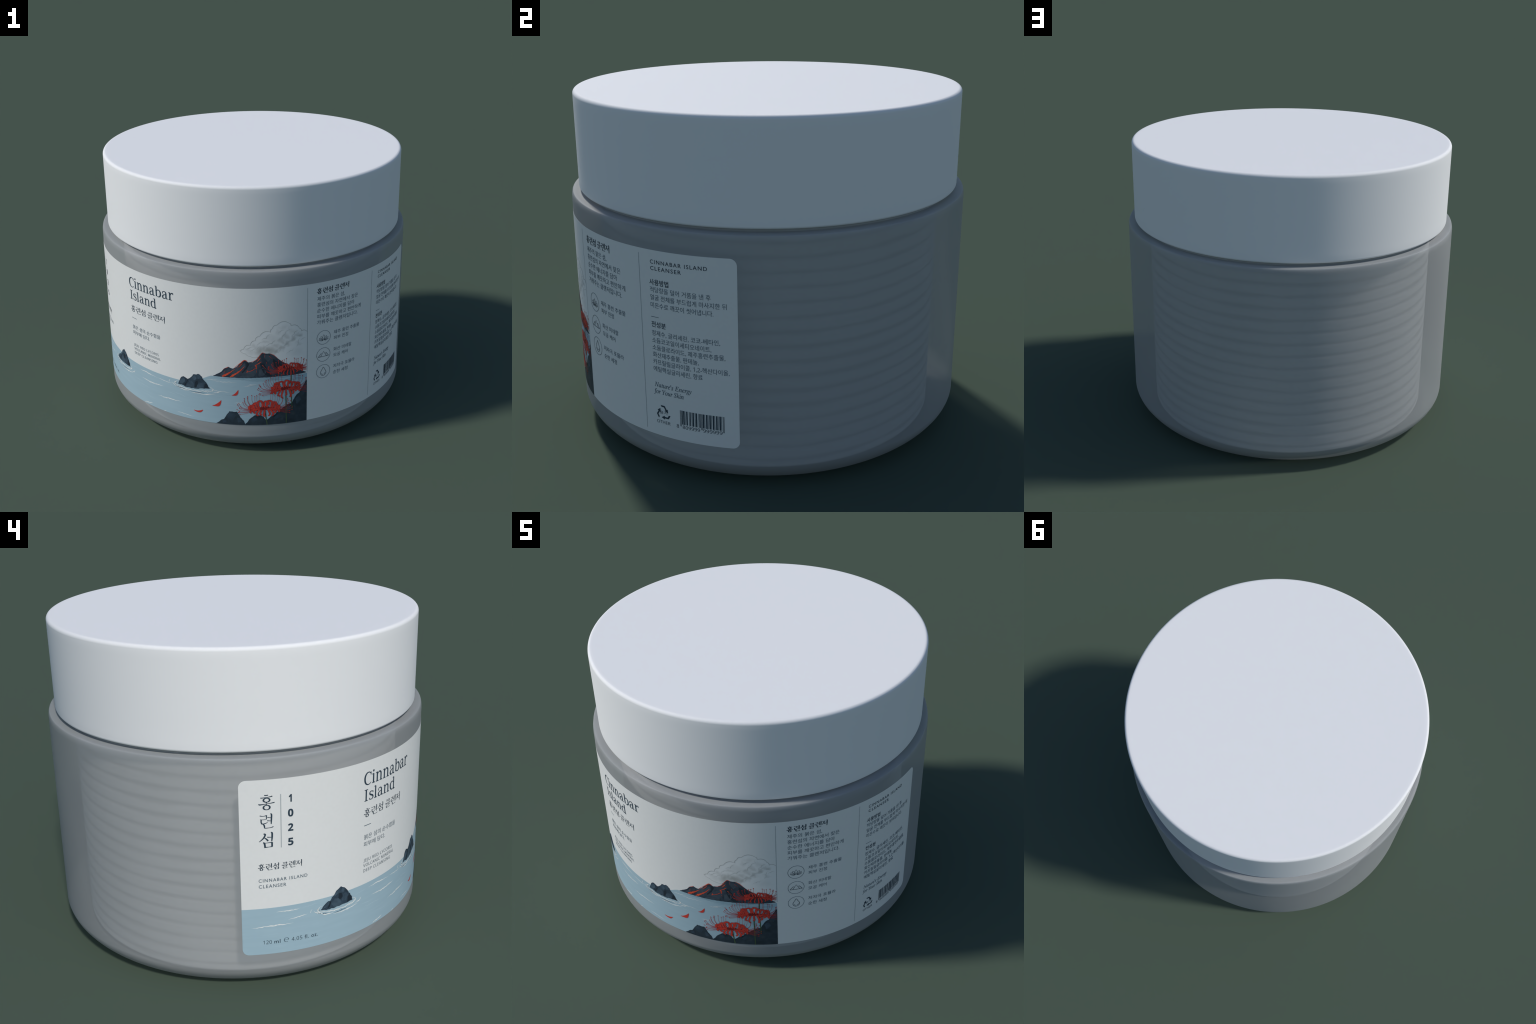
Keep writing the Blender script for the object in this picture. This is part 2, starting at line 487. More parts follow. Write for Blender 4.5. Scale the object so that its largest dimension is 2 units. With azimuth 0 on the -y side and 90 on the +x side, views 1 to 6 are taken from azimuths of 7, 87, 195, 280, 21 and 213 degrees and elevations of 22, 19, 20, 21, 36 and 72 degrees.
# --- story panel
STORY = [("제주의 붉은 섬,", 39.33), ("홍련섬의 자연에서 찾은", 45.22), ("순수한 에너지를 담아", 43.66),
         ("피부를 깨끗하고 편안하게", 46.80), ("가꿔주는 클렌저입니다.", 45.28)]
for k, (line, end) in enumerate(STORY):
    lettering("story_lettering", line, mat_ink_soft, 28.38, end, 0.9965 - 0.0380 * k, 0.0275, 0.0)
NOTES = [("제주 홍련 추출물", "피부 진정", 46.30, 41.20), ("화산 미네랄", "모공 케어", 42.80, 41.20), ("저자극 포뮬라", "순한 세정", 44.50, 41.28)]
for k, (a, b, ea, eb) in enumerate(NOTES):
    lettering("note_lettering", a, mat_ink_soft, 35.0, ea, 0.7590 - 0.1145 * k, 0.0245, 0.0)
    lettering("note_lettering", b, mat_ink_soft, 35.0, eb, 0.7215 - 0.1165 * k, 0.0245, 0.0)

# --- directions panel
lettering("brand_lettering", "CINNABAR ISLAND", mat_ink, 55.98, 71.88, 1.0505, 0.0180, 0.006, spacing=1.25)
lettering("brand_lettering", "CLEANSER", mat_ink, 55.98, 64.92, 1.0208, 0.0180, 0.006, spacing=1.25)
lettering("heading_lettering", "사용방법", mat_ink, 55.50, 61.22, 0.9515, 0.0275, 0.014)
for k, (line, end) in enumerate([("적당량을 덜어 거품을 낸 후", 72.60), ("얼굴 전체를 부드럽게 마사지한 뒤", 76.60), ("미온수로 깨끗이 씻어냅니다.", 73.20)]):
    lettering("directions_lettering", line, mat_ink_soft, 55.55, end, 0.9172 - 0.0365 * k, 0.0258, 0.0)
lettering("heading_lettering", "전성분", mat_ink, 55.52, 59.95, 0.7515, 0.0275, 0.014)
INGREDIENTS = [("정제수, 글리세린, 코코-베타인,", 74.75), ("소듐코코일이세티오네이트,", 72.40), ("소듐클로라이드, 제주홍련추출물,", 76.00),
               ("화산재추출물, 판테놀,", 68.95), ("카프릴릴글라이콜, " + sans_digits("1,2") + "-헥산다이올,", 77.00), ("에틸헥실글리세린, 향료", 69.90)]
for k, (line, end) in enumerate(INGREDIENTS):
    lettering("ingredients_lettering", line, mat_ink_soft, 55.50, end, 0.7100 - 0.0351 * k, 0.0262, 0.0)
lettering("motto_lettering", serif_italic("Nature's Energy"), mat_ink_soft, 55.55, 66.70, 0.4578, 0.0225, 0.006)
lettering("motto_lettering", serif_italic("for Your Skin"), mat_ink_soft, 55.30, 64.38, 0.4240, 0.0225, 0.006)
lettering("recycling_lettering", sans_caps("OTHER"), mat_ink, 55.85, 60.05, 0.2740, 0.0160, 0.0)
lettering("barcode_lettering", sans_digits("8"), mat_ink, 61.98, 62.66, 0.2730, 0.0178, 0.004)
lettering("barcode_lettering", sans_digits("809999"), mat_ink, 63.75, 68.75, 0.2732, 0.0175, 0.004)
lettering("barcode_lettering", sans_digits("999999"), mat_ink, 69.60, 74.82, 0.2738, 0.0175, 0.004)

lettering("recycling_lettering", "용기", mat_ink, 56.85, 59.15, 0.3225, 0.0165, 0.0)
set_lettering()

# hand-lettered headings: every glyph is a set of tapering brush strokes
def vary(widths, n):
    out = []
    for k in range(n):
        f = k / (n - 1) * (len(widths) - 1)
        i = min(int(f), len(widths) - 2)
        out.append(widths[i] + (widths[i + 1] - widths[i]) * (f - i))
    return out

T, M, J, K = 0.030, 0.054, 0.074, 0.092      # stroke widths in syllable heights
SYLLABLE = {  # unit box, x right, y down; ("o", cx, cy, rx, ry) is a ring
    "hong": [([(0.36, 0.02), (0.48, 0.035), (0.60, 0.02)], [M, M, M]), ([(0.12, 0.16), (0.18, 0.185), (0.50, 0.165), (0.78, 0.13), (0.86, 0.10)], [T, M, T, M, J]),
             ("o", 0.50, 0.345, 0.195, 0.13), ([(0.49, 0.46), (0.49, 0.55)], [J, J]),
             ([(0.00, 0.575), (0.08, 0.625), (0.50, 0.59), (0.90, 0.545), (1.00, 0.52)], [T, J, T, M, M]), ([(0.49, 0.62), (0.49, 0.68)], [J, J]), ("o", 0.50, 0.83, 0.20, 0.15)],
    "ryeon": [([(0.00, 0.10), (0.25, 0.14), (0.52, 0.10)], [M, T, M]), ([(0.50, 0.09), (0.49, 0.26), (0.50, 0.36)], [J, M, M]), ([(0.02, 0.36), (0.26, 0.385), (0.50, 0.36)], [T, T, T]),
              ([(0.10, 0.36), (0.10, 0.56), (0.16, 0.67)], [J, J, J]), ([(0.12, 0.68), (0.36, 0.66), (0.58, 0.58)], [M, M, T]), ([(0.78, 0.00), (0.87, 0.06), (0.86, 0.40), (0.84, 0.72)], [T, K, K, M]),
              ([(0.56, 0.24), (0.82, 0.27)], [M, T]), ([(0.54, 0.47), (0.82, 0.50)], [M, T]), ([(0.26, 0.70), (0.33, 0.82), (0.34, 0.97)], [M, K, M]), ([(0.33, 0.975), (0.70, 0.975), (0.92, 0.94), (1.00, 0.90)], [M, T, M, M])],
    "seom": [([(0.32, 0.08), (0.44, 0.13), (0.30, 0.36), (0.00, 0.57)], [M, K, J, T]), ([(0.34, 0.30), (0.52, 0.42), (0.64, 0.54)], [T, J, K]), ([(0.84, 0.00), (0.93, 0.06), (0.93, 0.30), (0.90, 0.58)], [T, K, K, M]),
             ([(0.58, 0.30), (0.88, 0.32)], [M, T]), ([(0.28, 0.62), (0.38, 0.70), (0.42, 0.97)], [M, K, K]), ([(0.34, 0.66), (0.60, 0.66), (0.94, 0.64)], [T, T, M]), ([(0.92, 0.64), (0.92, 0.86), (0.94, 0.93)], [K, K, M]),
             ([(0.42, 0.935), (0.70, 0.93), (0.95, 0.92)], [M, T, M])],
    "keul": [([(0.18, 0.07), (0.50, 0.075), (0.78, 0.05)], [M, T, M]), ([(0.77, 0.05), (0.76, 0.20), (0.70, 0.37)], [K, J, T]), ([(0.22, 0.21), (0.74, 0.20)], [M, T]),
             ([(0.00, 0.45), (0.08, 0.475), (0.50, 0.455), (0.92, 0.43), (1.00, 0.41)], [T, J, T, M, M]), ([(0.20, 0.57), (0.50, 0.58), (0.78, 0.56)], [M, T, M]), ([(0.77, 0.56), (0.76, 0.74)], [K, J]),
             ([(0.20, 0.75), (0.77, 0.74)], [T, T]), ([(0.21, 0.75), (0.22, 0.95)], [K, J]), ([(0.20, 0.955), (0.55, 0.95), (0.86, 0.92)], [M, T, M])],
    "ren": [([(0.00, 0.11), (0.20, 0.12), (0.38, 0.09)], [M, T, M]), ([(0.37, 0.09), (0.36, 0.31)], [J, J]), ([(0.04, 0.33), (0.37, 0.31)], [T, T]), ([(0.05, 0.33), (0.06, 0.58)], [J, J]), ([(0.06, 0.60), (0.26, 0.58), (0.44, 0.52)], [M, M, T]),
            ([(0.60, 0.06), (0.66, 0.10), (0.65, 0.40), (0.64, 0.66)], [T, J, J, M]), ([(0.44, 0.33), (0.64, 0.34)], [M, T]), ([(0.84, 0.00), (0.91, 0.06), (0.91, 0.40), (0.89, 0.74)], [T, K, K, M]),
            ([(0.22, 0.70), (0.28, 0.78), (0.29, 0.96)], [M, K, M]), ([(0.28, 0.965), (0.62, 0.96), (0.96, 0.92)], [M, T, M])],
    "jeo": [([(0.06, 0.15), (0.30, 0.17), (0.58, 0.13)], [M, T, M]), ([(0.40, 0.15), (0.30, 0.42), (0.00, 0.70)], [K, J, T]), ([(0.32, 0.36), (0.46, 0.52), (0.60, 0.66)], [T, J, K]),
            ([(0.62, 0.40), (0.88, 0.41)], [M, T]), ([(0.82, 0.00), (0.91, 0.06), (0.91, 0.50), (0.89, 1.00)], [T, K, K, M])],
}

def brush(p, kind, a0, z_top, w_deg, h, mat, weight=1.0):
    for item in SYLLABLE[kind]:
        if item[0] == "o":
            _, cx, cy, rx, ry = item
            n = 26
            pts = [(a0 + (cx + rx * math.cos(2 * PI * k / n)) * w_deg, z_top - (cy + ry * math.sin(2 * PI * k / n)) * h) for k in range(n)]
            p.ribbon(pts, [h * weight * (0.044 + 0.052 * math.cos(2 * PI * k / n) ** 2) for k in range(n)], mat, closed=True)
        else:
            sp = spline([(a0 + x * w_deg, z_top - y * h) for x, y in item[0]], 6)
            p.ribbon(sp, [h * weight * w for w in vary(item[1], len(sp))], mat)

col = Print("brush_lettering", L3, label)
for kind, a0, zt, w, h in (("hong", -74.09, 1.0398, 4.20, 0.0743), ("ryeon", -73.84, 0.9463, 3.55, 0.0715), ("seom", -74.12, 0.8543, 3.72, 0.0797)):
    brush(col, kind, a0, zt, w, h, mat_ink, 1.12)
col.done()

def product_line(a0, a1, z_base, h, mat, weight):
    p = Print("product_lettering", L3, label)
    for kind, f in zip(("hong", "ryeon", "seom", "keul", "ren", "jeo"), (0.0, 0.172, 0.325, 0.535, 0.705, 0.862)):
        brush(p, kind, a0 + f * (a1 - a0), z_base + h, 0.148 * (a1 - a0), h, mat, weight)
    p.done()
product_line(-74.54, -62.60, 0.6615, 0.0340, mat_ink, 1.5)
product_line(-42.65, -25.75, 0.8240, 0.0450, mat_ink, 1.35)
product_line(28.25, 40.95, 1.0408, 0.0372, mat_ink, 1.75)

# the serif title, drawn stroke by stroke; units: thousandths of the type size (capitals 714 high)
STEM, HAIR = 92, 46
def foot(x0, x1, y=20):
    return ([(x0, y), (x1, y)], [44, 44])
def flag(x, y, back=120):
    return ([(x - back, y - 34), (x - 40, y - 22), (x + 10, y - 10)], [38, 46, 60])
SERIF = {
    "C": (613, [([(560, 560), (520, 640), (440, 690), (350, 702), (230, 670), (130, 570), (82, 450), (76, 330), (100, 200), (165, 90), (270, 25), (370, 12), (480, 35), (575, 110)], [40, 44, 46, 50, 74, 96, 102, 102, 96, 76, 54, 46, 42, 34]),
                ([(562, 700), (560, 620), (556, 520)], [30, 44, 40])]),
    "i": (330, [([(165, 530), (165, 20)], [STEM, STEM]), foot(45, 290), flag(165, 545), ([(165, 756), (165, 640)], [84, 84]), ([(108, 698), (222, 698)], [70, 70])]),
    "n": (655, [([(155, 530), (155, 20)], [STEM, STEM]), foot(40, 280), flag(155, 545), ([(190, 395), (240, 470), (320, 520), (400, 512), (470, 450), (488, 360), (488, 20)], [36, 44, 60, 78, 90, STEM, STEM]), foot(375, 615)]),
    "a": (575, [([(92, 415), (135, 490), (230, 520), (320, 508), (385, 440), (395, 340), (395, 110), (430, 40), (480, 25), (545, 45)], [40, 46, 48, 60, 84, STEM, STEM, 80, 50, 36]),
                ([(390, 315), (290, 300), (180, 260), (110, 180), (104, 100), (150, 32), (240, 22), (330, 60), (392, 130)], [38, 44, 60, 88, 92, 70, 48, 42, 36]), ([(80, 400), (140, 400)], [86, 86])]),
    "b": (620, [([(145, 745), (145, 30)], [STEM, STEM]), flag(145, 765), ([(180, 400), (250, 490), (350, 515), (450, 470), (515, 370), (522, 260), (505, 150), (440, 60), (350, 18), (250, 24), (150, 80)], [36, 44, 54, 78, 96, 100, 96, 76, 54, 44, 36])]),
    "r": (470, [([(155, 530), (155, 20)], [STEM, STEM]), foot(40, 310), flag(155, 545), ([(190, 360), (240, 450), (310, 510), (380, 520), (420, 505)], [36, 50, 64, 66, 60]), ([(385, 470), (450, 470)], [96, 96])]),
    "I": (380, [([(190, 694), (190, 20)], [96, 96]), foot(50, 330), foot(50, 330, 694)]),
    "s": (480, [([(400, 425), (360, 490), (250, 518), (150, 490), (112, 420), (140, 345), (240, 295), (345, 245), (400, 160), (375, 70), (280, 18), (170, 25), (90, 90)], [34, 42, 48, 66, 80, 88, 92, 92, 84, 70, 48, 42, 34]),
                ([(402, 520), (400, 400)], [34, 38]), ([(86, 140), (84, 10)], [38, 34])]),
    "l": (315, [([(150, 745), (150, 20)], [STEM, STEM]), foot(30, 275), flag(150, 765)]),
    "d": (635, [([(470, 745), (470, 60), (500, 30), (600, 25)], [STEM, STEM, 70, 42]), flag(470, 765), ([(440, 400), (370, 490), (270, 515), (170, 470), (105, 370), (98, 260), (115, 150), (180, 60), (270, 18), (370, 30), (450, 100)], [36, 44, 54, 78, 96, 100, 96, 76, 54, 44, 36])]),
}
def serif_line(word, a0, a1, base, cap):
    p = Print("title_lettering", L3, label)
    left = {"C": 30, "I": 50}.get(word[0], 40)
    total = sum(SERIF[c][0] for c in word) - left - 20
    kx, kz = (a1 - a0) / total, cap / 714
    pen = -left
    for c in word:
        adv, strokes = SERIF[c]
        for pts, ws in strokes:
            sp = spline([(a0 + (pen + x) * kx, base + y * kz) for x, y in pts], 5) if len(pts) > 2 else [(a0 + (pen + x) * kx, base + y * kz) for x, y in pts]
            horizontal = abs(pts[0][0] - pts[-1][0]) > abs(pts[0][1] - pts[-1][1])
            p.ribbon(sp, [w * kz * 1.10 for w in vary(ws, len(sp))], mat_ink)
        pen += adv
    p.done()
serif_line("Cinnabar", -42.82, -21.55, 0.9903, 0.0640)
serif_line("Island", -42.62, -29.05, 0.9085, 0.0590)

# estimated sign of the volume line
em = Print("volume_lettering", L3, label)
sign = [(-67.04 + 0.64 * math.cos(math.radians(t)), 0.2763 + 0.0112 * math.sin(math.radians(t))) for t in range(0, 322, 14)]
em.ribbon(sign, [0.0016 + 0.0022 * abs(math.cos(math.radians(14 * k))) for k in range(len(sign))], mat_ink_soft)
em.ribbon([(-67.68, 0.2763), (-66.42, 0.2763)], 0.0018, mat_ink_soft)
em.done()

# ------------------------------------------------------------------ rules, barcode, icons
rules = Print("rule_line", L3, label)
def bar(p, a0, a1, z0, z1, mat):
    p.fill([(a0, z0), (a1, z0), (a1, z1), (a0, z1)], mat)
bar(rules, -68.32, -68.16, 0.7718, 1.0379, mat_rule)
bar(rules, 24.82, 24.93, 0.5450, 1.0905, mat_rule)
bar(rules, 52.31, 52.41, 0.2304, 1.0900, mat_rule)
bar(rules, -42.50, -39.78, 0.7798, 0.7830, mat_ink_soft)
bar(rules, 55.55, 57.88, 0.7995, 0.8018, mat_ink_soft)
bar(rules, -74.45, -72.04, 0.5440, 0.5460, mat_foam)
rules.done()

code = Print("barcode", L3, label)
LCODE = "0001101 0011001 0010011 0111101 0100011 0110001 0101111 0111011 0110111 0001011".split()
inv = lambda s: "".join("10"[int(c)] for c in s)
rc = [inv(s) for s in LCODE]
gc = [s[::-1] for s in rc]
digits, parity = [8, 0, 9, 9, 9, 9, 9, 9, 9, 9, 9, 9], "LGLGGL"
bits = "101" + "".join((LCODE if parity[k] == "L" else gc)[digits[k]] for k in range(6)) + "01010" + "".join(rc[d] for d in digits[6:]) + "101"
A0, A1 = 63.12, 75.38
k = 0
while k < len(bits):
    if bits[k] == "1":
        e = k
        while e < len(bits) and bits[e] == "1":
            e += 1
        guard = k < 3 or 45 <= k < 50 or k >= 92
        w = (A1 - A0) / len(bits)
        bar(code, A0 + k * w, A0 + e * w, 0.2838 if guard else 0.2945, 0.3652, mat_ink)
        k = e
    k += 1
code.done()

recyc = Print("recycling_mark", L3, label)
CX, CZ = 57.95, 0.3300
def around(pts, turn):
    c, s = math.cos(turn), math.sin(turn)
    return [(CX + (x * c - y * s) / D2S, CZ + (x * s + y * c)) for x, y in pts]
for k in range(3):
    t = -k * 2 * PI / 3
    recyc.fill(around([(-0.013, 0.0375), (0.008, 0.0375), (0.0105, 0.0345), (0.021, 0.016), (0.0145, 0.0125), (0.0045, 0.0295), (-0.0085, 0.0295)], t), mat_ink)
    recyc.fill(around([(0.0075, 0.0125), (0.0245, 0.0225), (0.0265, 0.003)], t), mat_ink)
recyc.done()

def icon_ring(z):
    ic = Print("panel_icon", L3, label)
    ic.ribbon([(31.03 + 2.60 * math.cos(2 * PI * k / 48), z + 0.0450 * math.sin(2 * PI * k / 48)) for k in range(48)], 0.0022, mat_ink_soft, closed=True)
    return ic
ic = icon_ring(0.7525)                                  # lotus
def lotus_petal(cx, cz, ang, ln, wd):
    pts = []
    for k in range(13):
        t = k / 12
        pts.append((wd * math.sin(PI * t ** 0.8), ln * t))
    loop = pts + [(-x, y) for x, y in reversed(pts[1:-1])]
    c, s = math.cos(ang), math.sin(ang)
    ic.ribbon([(cx + (x * c - y * s) / D2S, cz + x * s + y * c) for x, y in loop], 0.0017, mat_ink, closed=True)
lotus_petal(31.03, 0.7345, 0.0, 0.0365, 0.0080)
for sgn in (-1, 1):
    lotus_petal(31.03 - sgn * 0.25, 0.7345, sgn * 0.48, 0.0320, 0.0066)
    lotus_petal(31.03 - sgn * 0.40, 0.7345, sgn * 0.90, 0.0300, 0.0060)
    lotus_petal(31.03 - sgn * 0.30, 0.7335, sgn * 1.30, 0.0290, 0.0046)
ic.done()
ic = icon_ring(0.6380)                                  # peaks
ic.ribbon([(29.02, 0.6255), (33.04, 0.6255)], 0.0028, mat_ink)
ic.ribbon([(29.90, 0.6260), (31.04, 0.6590), (32.20, 0.6260)], 0.0028, mat_ink)
ic.ribbon([(29.02, 0.6255), (30.08, 0.6475), (30.40, 0.6440)], 0.0028, mat_ink)
ic.ribbon([(31.62, 0.6440), (32.02, 0.6485), (33.04, 0.6255)], 0.0028, mat_ink)
ic.done()
ic = icon_ring(0.5245)                                  # drop
drop = [(31.04, 0.5530), (30.55, 0.5385), (30.05, 0.5235), (29.98, 0.5110), (30.45, 0.4995), (31.04, 0.4960)]
drop = drop + [(62.08 - a, z) for a, z in reversed(drop[1:-1])]
ic.ribbon(spline(drop, 4, True), 0.0026, mat_ink, closed=True)
ic.ribbon(spline([(30.35, 0.5130), (30.6, 0.5060), (31.04, 0.5030)], 5), 0.0022, mat_ink_soft)
ic.ribbon(spline([(31.75, 0.5150), (31.6, 0.5080), (31.3, 0.5040)], 5), 0.0026, mat_ink_soft)
ic.done()

# ------------------------------------------------------------------ the seascape
PIC_R = 24.85
sea = Print("sea", L1, label)
edge = [(a / D2S, z) for a, z in sheet_outline(TH_L * D2S, PIC_R * D2S, Z_LO, 0.4640, CORNER, corners=(1, 0, 0, 0))]
edge = edge[:9] + [(PIC_R, Z_LO), (PIC_R, 0.5370)]
edge += [(12, 0.5375), (0, 0.5365), (-7.0, 0.5355), (-8.6, 0.5345), (-9.6, 0.5270), (-11.3, 0.5120), (-13.5, 0.4950), (-16.5, 0.4745), (-20, 0.4655), (-35, 0.4650), (-60, 0.4625), (TH_L, 0.4590)]
sea.fill(edge, mat_sea)
sea.done()

far = Print("far_water", L2, label)
def streak(p, a0, a1, z, w, mat, slope=0.0, jag=0.0012, n=None, seed=0, lens=1.0):
    """A tapering horizontal brush mark with a nervous edge."""
    r = random.Random(seed * 7919 + int((a0 + 90) * 100))
    n = n or max(6, int((a1 - a0) * 2.2))
    pts, ws = [], []
    y = 0.0
    for k in range(n + 1):
        t = k / n
        y += r.uniform(-jag, jag)
        y *= 0.86
        pts.append((a0 + (a1 - a0) * t, z + slope * t + y))
        ws.append(max(0.0002, w * math.sin(PI * t) ** lens * r.uniform(0.55, 1.25)))
    p.ribbon(pts, ws, mat)
for a0, a1, z, w in ((-5, 14, 0.531, 0.006), (0, 16, 0.523, 0.008), (3, 19, 0.517, 0.005), (6, 24.6, 0.529, 0.006), (-8, 4, 0.525, 0.004),
                     (12, 24.6, 0.515, 0.006), (14, 24.7, 0.505, 0.005), (4, 12, 0.510, 0.003)):
    streak(far, a0, a1, z, w, mat_far, jag=0.0008)
far.done()

waves = Print("wave", L3, label)
WAVES = [  # azimuth from, to, z from, z to, width
    (-69.8, -63.0, 0.4330, 0.4370, 0.0050), (-66.6, -60.8, 0.3860, 0.3970, 0.0042), (-77.0, -64.9, 0.3610, 0.3640, 0.0060),
    (-62.5, -57.5, 0.4385, 0.4420, 0.0018), (-40.2, -30.4, 0.4340, 0.4335, 0.0052), (-30.5, -23.5, 0.4345, 0.4310, 0.0034),
    (-38.8, -27.6, 0.3800, 0.3820, 0.0062), (-46.0, -41.0, 0.4220, 0.4330, 0.0022), (-30.9, -20.0, 0.3100, 0.3160, 0.0058),
    (-22.6, -15.4, 0.2420, 0.2330, 0.0034), (-38.3, -33.4, 0.2130, 0.2330, 0.0056), (-28.3, -27.0, 0.2115, 0.2170, 0.0030),
    (-43.5, -38.0, 0.3640, 0.3560, 0.0024), (-42.0, -34.5, 0.3340, 0.3300, 0.0026), (-36.5, -32.5, 0.2790, 0.2740, 0.0020),
    (-26.5, -22.0, 0.3600, 0.3580, 0.0024), (-24.5, -17.0, 0.3720, 0.3540, 0.0026), (-10.5, -5.5, 0.5040, 0.5090, 0.0028),
    (-7.5, 0.5, 0.5000, 0.5030, 0.0030), (-3.5, 1.5, 0.4720, 0.4780, 0.0024), (2.5, 6.8, 0.4800, 0.4860, 0.0030),
    (-9.0, -1.5, 0.4420, 0.4280, 0.0030), (3.6, 7.4, 0.4830, 0.4870, 0.0034), (8.5, 11.5, 0.4790, 0.4810, 0.0022),
    (-0.8, 3.4, 0.3580, 0.3660, 0.0034), (-3.2, 1.2, 0.3440, 0.3300, 0.0022), (-9.0, -3.0, 0.4000, 0.3920, 0.0020),
    (-5.0, -1.0, 0.4120, 0.4100, 0.0018), (-2.0, 8.0, 0.5215, 0.5240, 0.0018), (6.0, 13.0, 0.5130, 0.5140, 0.0018),
]
for k, (a0, a1, z0, z1, w) in enumerate(WAVES):
    streak(waves, a0, a1, z0, w, mat_foam if w > 0.0027 else mat_foam_soft, slope=z1 - z0, seed=k, jag=0.0026)
waves.done(stuff=True)

soft = Print("pale_ripple", L2, label)
for k in range(22):
    a = rnd.uniform(-78, 20)
    zz = rnd.uniform(0.225, 0.45)
    streak(soft, a, min(a + rnd.uniform(2, 7), 24.6), zz, rnd.uniform(0.0006, 0.0013), mat_foam_soft, slope=rnd.uniform(-0.006, 0.006), seed=100 + k)
soft.done(stuff=True)

# --- rocks standing in the sea
def foam_round(ca, cz, ra, rz, seed):
    """Broken foam rings and dark ripples lapping around a rock."""
    p = Print("rock_foam", L3, label)
    r = random.Random(seed)
    def arc_line(s, a0, a1, w, mat, jag=0.0016):
        n = max(8, int(abs(a1 - a0) / 5))
        pts, ws = [], []
        for k in range(n + 1):
            t = k / n
            an = math.radians(a0 + (a1 - a0) * t)
            pts.append((ca + s * ra * math.cos(an) + r.uniform(-jag, jag) / D2S, cz + s * rz * math.sin(an) + r.uniform(-jag, jag)))
            ws.append(max(0.0003, w * math.sin(PI * min(max(t, 0.02), 0.98)) * r.uniform(0.5, 1.3)))
        p.ribbon(pts, ws, mat)
    arc_line(1.03, 185, 352, 0.0066, mat_foam, 0.0022)
    arc_line(1.18, 140, 226, 0.0058, mat_foam, 0.0026)
    arc_line(1.20, 300, 400, 0.0058, mat_foam, 0.0026)
    arc_line(1.34, 178, 240, 0.0056, mat_foam, 0.0030)
    arc_line(1.52, 232, 262, 0.0060, mat_foam, 0.0026)
    arc_line(1.80, 262, 318, 0.0070, mat_foam, 0.0034)
    arc_line(1.62, 314, 352, 0.0056, mat_foam, 0.0030)
    arc_line(1.58, 160, 190, 0.0034, mat_foam, 0.0022)
    arc_line(1.34, 206, 250, 0.0046, mat_ripple, 0.0024)
    arc_line(1.48, 262, 300, 0.0042, mat_ripple, 0.0026)
    arc_line(1.10, 172, 196, 0.0040, mat_ripple)
    return p.done(stuff=True)

def rock(name, outline, faces, shadows, seed):
    p = Print(name, L4, label)
    p.fill(rough(outline + outline[:1], 0.0024, 0.008, seed)[:-1], mat_rock)
    p.done()
    q = Print(name + "_face", L5, label)
    for k, f in enumerate(faces):
        q.fill(rough(f + f[:1], 0.0010, 0.008, seed + k + 1)[:-1], mat_rock_lit)
    for k, f in enumerate(shadows):
        q.fill(rough(f + f[:1], 0.0010, 0.008, seed + k + 31)[:-1], mat_rock_dark)
    q.done()

rock("sea_rock",
     [(-57.0, 0.4010), (-55.6, 0.4270), (-54.6, 0.4400), (-53.9, 0.4395), (-53.4, 0.4560), (-52.6, 0.4660), (-51.9, 0.4850), (-51.3, 0.4905), (-50.4, 0.5010),
      (-49.6, 0.4920), (-48.8, 0.4820), (-48.2, 0.4700), (-47.6, 0.4500), (-47.2, 0.4480), (-46.7, 0.4300), (-46.2, 0.4050), (-48.6, 0.4000), (-52.8, 0.3930), (-54.6, 0.3945)],
     [[(-51.6, 0.4840), (-50.6, 0.4960), (-50.9, 0.4700), (-52.4, 0.4560), (-52.8, 0.4640)], [(-52.6, 0.4450), (-51.2, 0.4400), (-50.2, 0.4150), (-50.4, 0.3990), (-52.6, 0.3960), (-53.4, 0.4180)],
      [(-49.6, 0.4560), (-48.6, 0.4600), (-47.9, 0.4400), (-48.6, 0.4150), (-50.0, 0.4200)], [(-50.0, 0.4900), (-49.0, 0.4800), (-49.6, 0.4640), (-50.3, 0.4760)],
      [(-55.2, 0.4270), (-54.4, 0.4370), (-54.2, 0.4220), (-55.4, 0.4080), (-56.2, 0.4060)]],
     [[(-51.0, 0.4660), (-50.2, 0.4660), (-49.8, 0.4400), (-50.6, 0.4300), (-51.3, 0.4420)], [(-54.0, 0.4350), (-53.5, 0.4360), (-54.0, 0.4080), (-54.9, 0.3960)], [(-48.0, 0.4350), (-47.2, 0.4430), (-46.5, 0.4080), (-48.2, 0.4030)]], 11)
